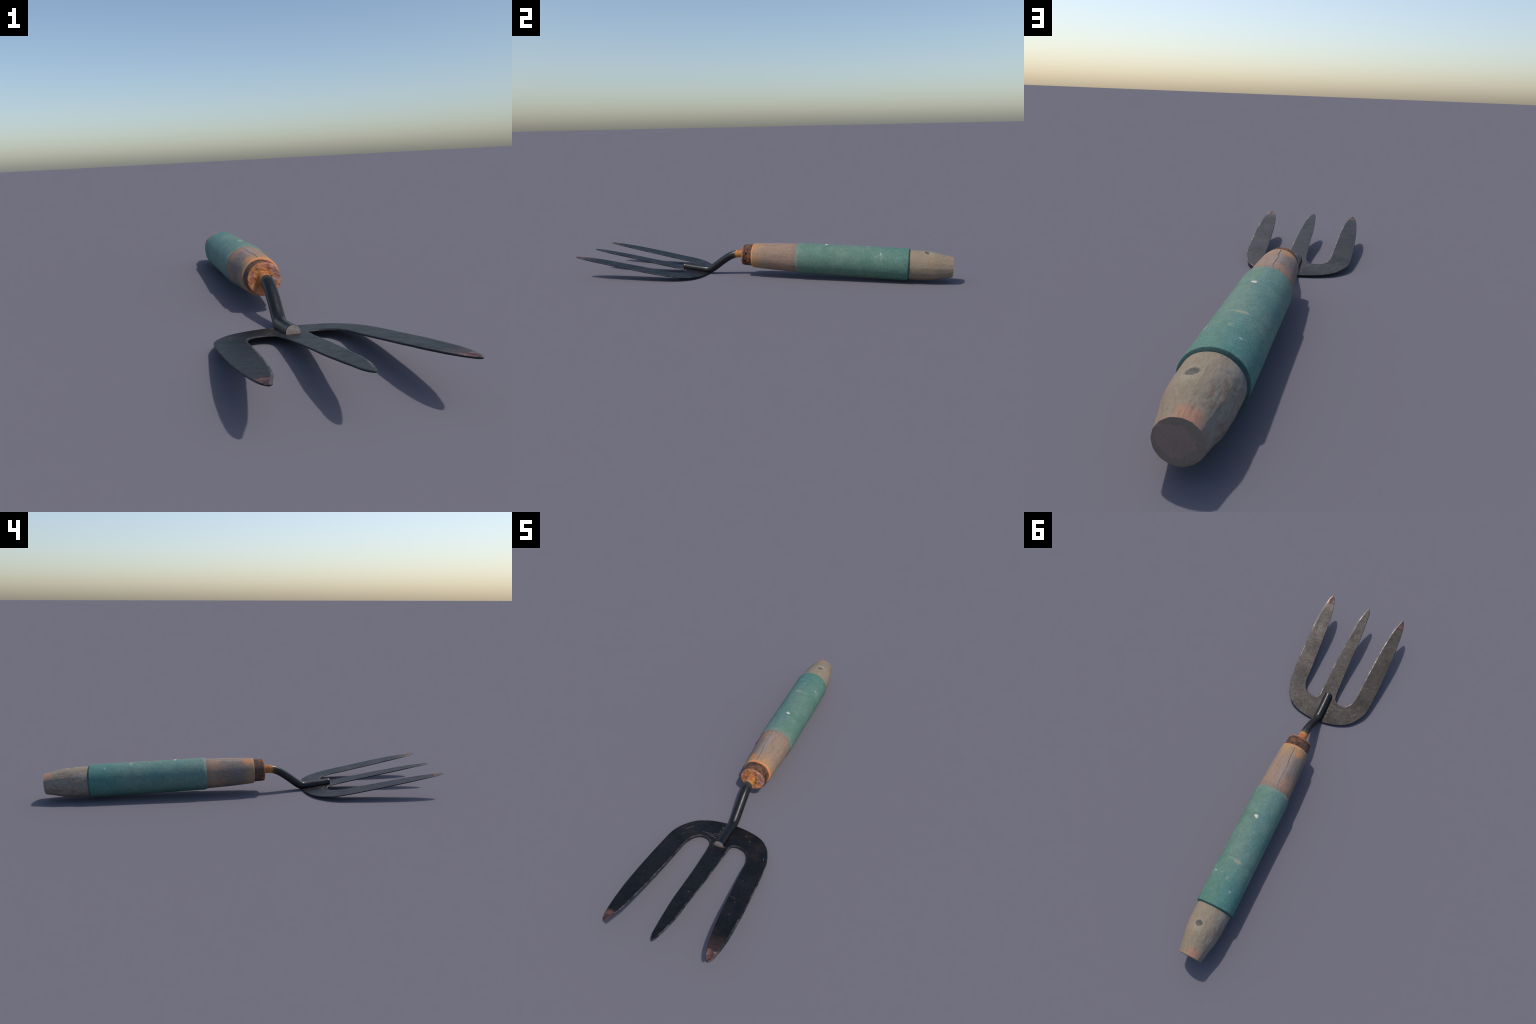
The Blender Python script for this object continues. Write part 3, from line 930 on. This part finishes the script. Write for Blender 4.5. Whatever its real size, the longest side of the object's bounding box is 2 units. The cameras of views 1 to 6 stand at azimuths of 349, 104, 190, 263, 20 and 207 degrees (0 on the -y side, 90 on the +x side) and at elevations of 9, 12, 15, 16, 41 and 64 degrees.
def region_of(poly):
    c = poly.center
    if c.y > CUT_Y:
        return "fork_base"
    return "tine_a" if c.x < -0.09 else ("tine_c" if c.x > 0.09 else "tine_b")


groups = {}
for p in whole.polygons:
    groups.setdefault(region_of(p), []).append(p)


def region_mesh(name, polys):
    remap, verts, faces, norms, mi = {}, [], [], [], []
    for p in polys:
        idx = []
        for li in p.loop_indices:
            vi = whole.loops[li].vertex_index
            if vi not in remap:
                remap[vi] = len(verts)
                verts.append(whole.vertices[vi].co.copy())
            idx.append(remap[vi])
            norms.append(corner[li])
        faces.append(idx)
        mi.append(p.material_index)
    me = bpy.data.meshes.new(name)
    me.from_pydata(verts, [], faces)
    me.polygons.foreach_set("material_index", mi)
    me.polygons.foreach_set("use_smooth", [True] * len(faces))
    me.normals_split_custom_set([tuple(v) for v in norms])
    me.update()
    return me


fork_base = new_object("fork_base", region_mesh("fork_base", groups["fork_base"]), root, (M_STEEL, M_EDGE, M_SIDE, M_RIM))
for key in ("tine_b", "tine_a", "tine_c"):
    new_object("tine", region_mesh("tine", groups[key]), fork_base, (M_STEEL, M_EDGE, M_SIDE, M_RIM))
bpy.data.meshes.remove(whole)

# ---------------------------------------------------------------- the shank
SHANK_R = 0.0210
SPINE = [(-0.452, 0.0325), (-0.41, 0.0275), (-0.375, 0.0236), (-0.345, 0.0202), (-0.322, 0.0184), (-0.305, 0.0198), (-0.288, 0.0272), (-0.270, 0.0388),
         (-0.248, 0.0554), (-0.225, 0.0724), (-0.203, 0.0876), (-0.185, 0.0988), (-0.168, 0.1070), (-0.150, 0.1130), (-0.125, 0.1162), (-0.094, 0.1163)]


def open_curve(ctrl, per):
    P = [Vector((0, a, b)) for a, b in ctrl]
    P = [P[0] * 2 - P[1]] + P + [P[-1] * 2 - P[-2]]
    out = []
    for i in range(1, len(P) - 2):
        for j in range(per):
            t = j / per
            p0, p1, p2, p3 = P[i - 1:i + 3]
            out.append(0.5 * ((2 * p1) + (p2 - p0) * t + (2 * p0 - 5 * p1 + 4 * p2 - p3) * t * t + (3 * p1 - p0 - 3 * p2 + p3) * t**3))
    out.append(P[-2])
    return out


path = open_curve(SPINE, 7)
bm = bmesh.new()
rings = []
SEG = 56
for i, c in enumerate(path):
    t = (path[min(i + 1, len(path) - 1)] - path[max(i - 1, 0)]).normalized()
    up = Vector((0, -t.z, t.y))
    if up.z < 0:
        up = -up
    cx = -0.0105 + 0.0012 * math.sin(c.y * 22)
    ring = []
    for j in range(SEG):
        a = 2 * math.pi * j / SEG
        r = SHANK_R * (1 + 0.012 * nz(math.cos(a) * 1.2, c.y * 16, math.sin(a) * 1.2))
        p = Vector((cx, c.y, c.z)) + Vector((1, 0, 0)) * (r * math.sin(a)) + up * (r * math.cos(a))
        # forged flat where it is welded down to the blade
        if p.y < -0.300:
            p.z = max(p.z, face_z(p.y) - 0.0030)
        p.z = max(p.z, 0.0012)
        ring.append(bm.verts.new(p))
    rings.append(ring)
for A, B in zip(rings[:-1], rings[1:]):
    for j in range(SEG):
        k = (j + 1) % SEG
        bm.faces.new((A[j], A[k], B[k], B[j]))
# sawn end: a slightly rounded rim and a bare face
r0 = rings[0]
cen = sum((v.co for v in r0), Vector()) / SEG
r1 = [bm.verts.new(cen + (v.co - cen) * 0.965 + Vector((0, -0.0012, 0.0002))) for v in r0]
for j in range(SEG):
    k = (j + 1) % SEG
    bm.faces.new((r0[k], r0[j], r1[j], r1[k]))
f = bm.faces.new(list(reversed(r1)))
f.material_index = 1
bm.faces.new(rings[-1])
bmesh.ops.recalc_face_normals(bm, faces=bm.faces)
bm.normal_update()
me = bpy.data.meshes.new("shank")
bm.to_mesh(me)
bm.free()
smooth_by_angle(me, 40)
new_object("shank", me, root, (M_SHANK, M_CUT))
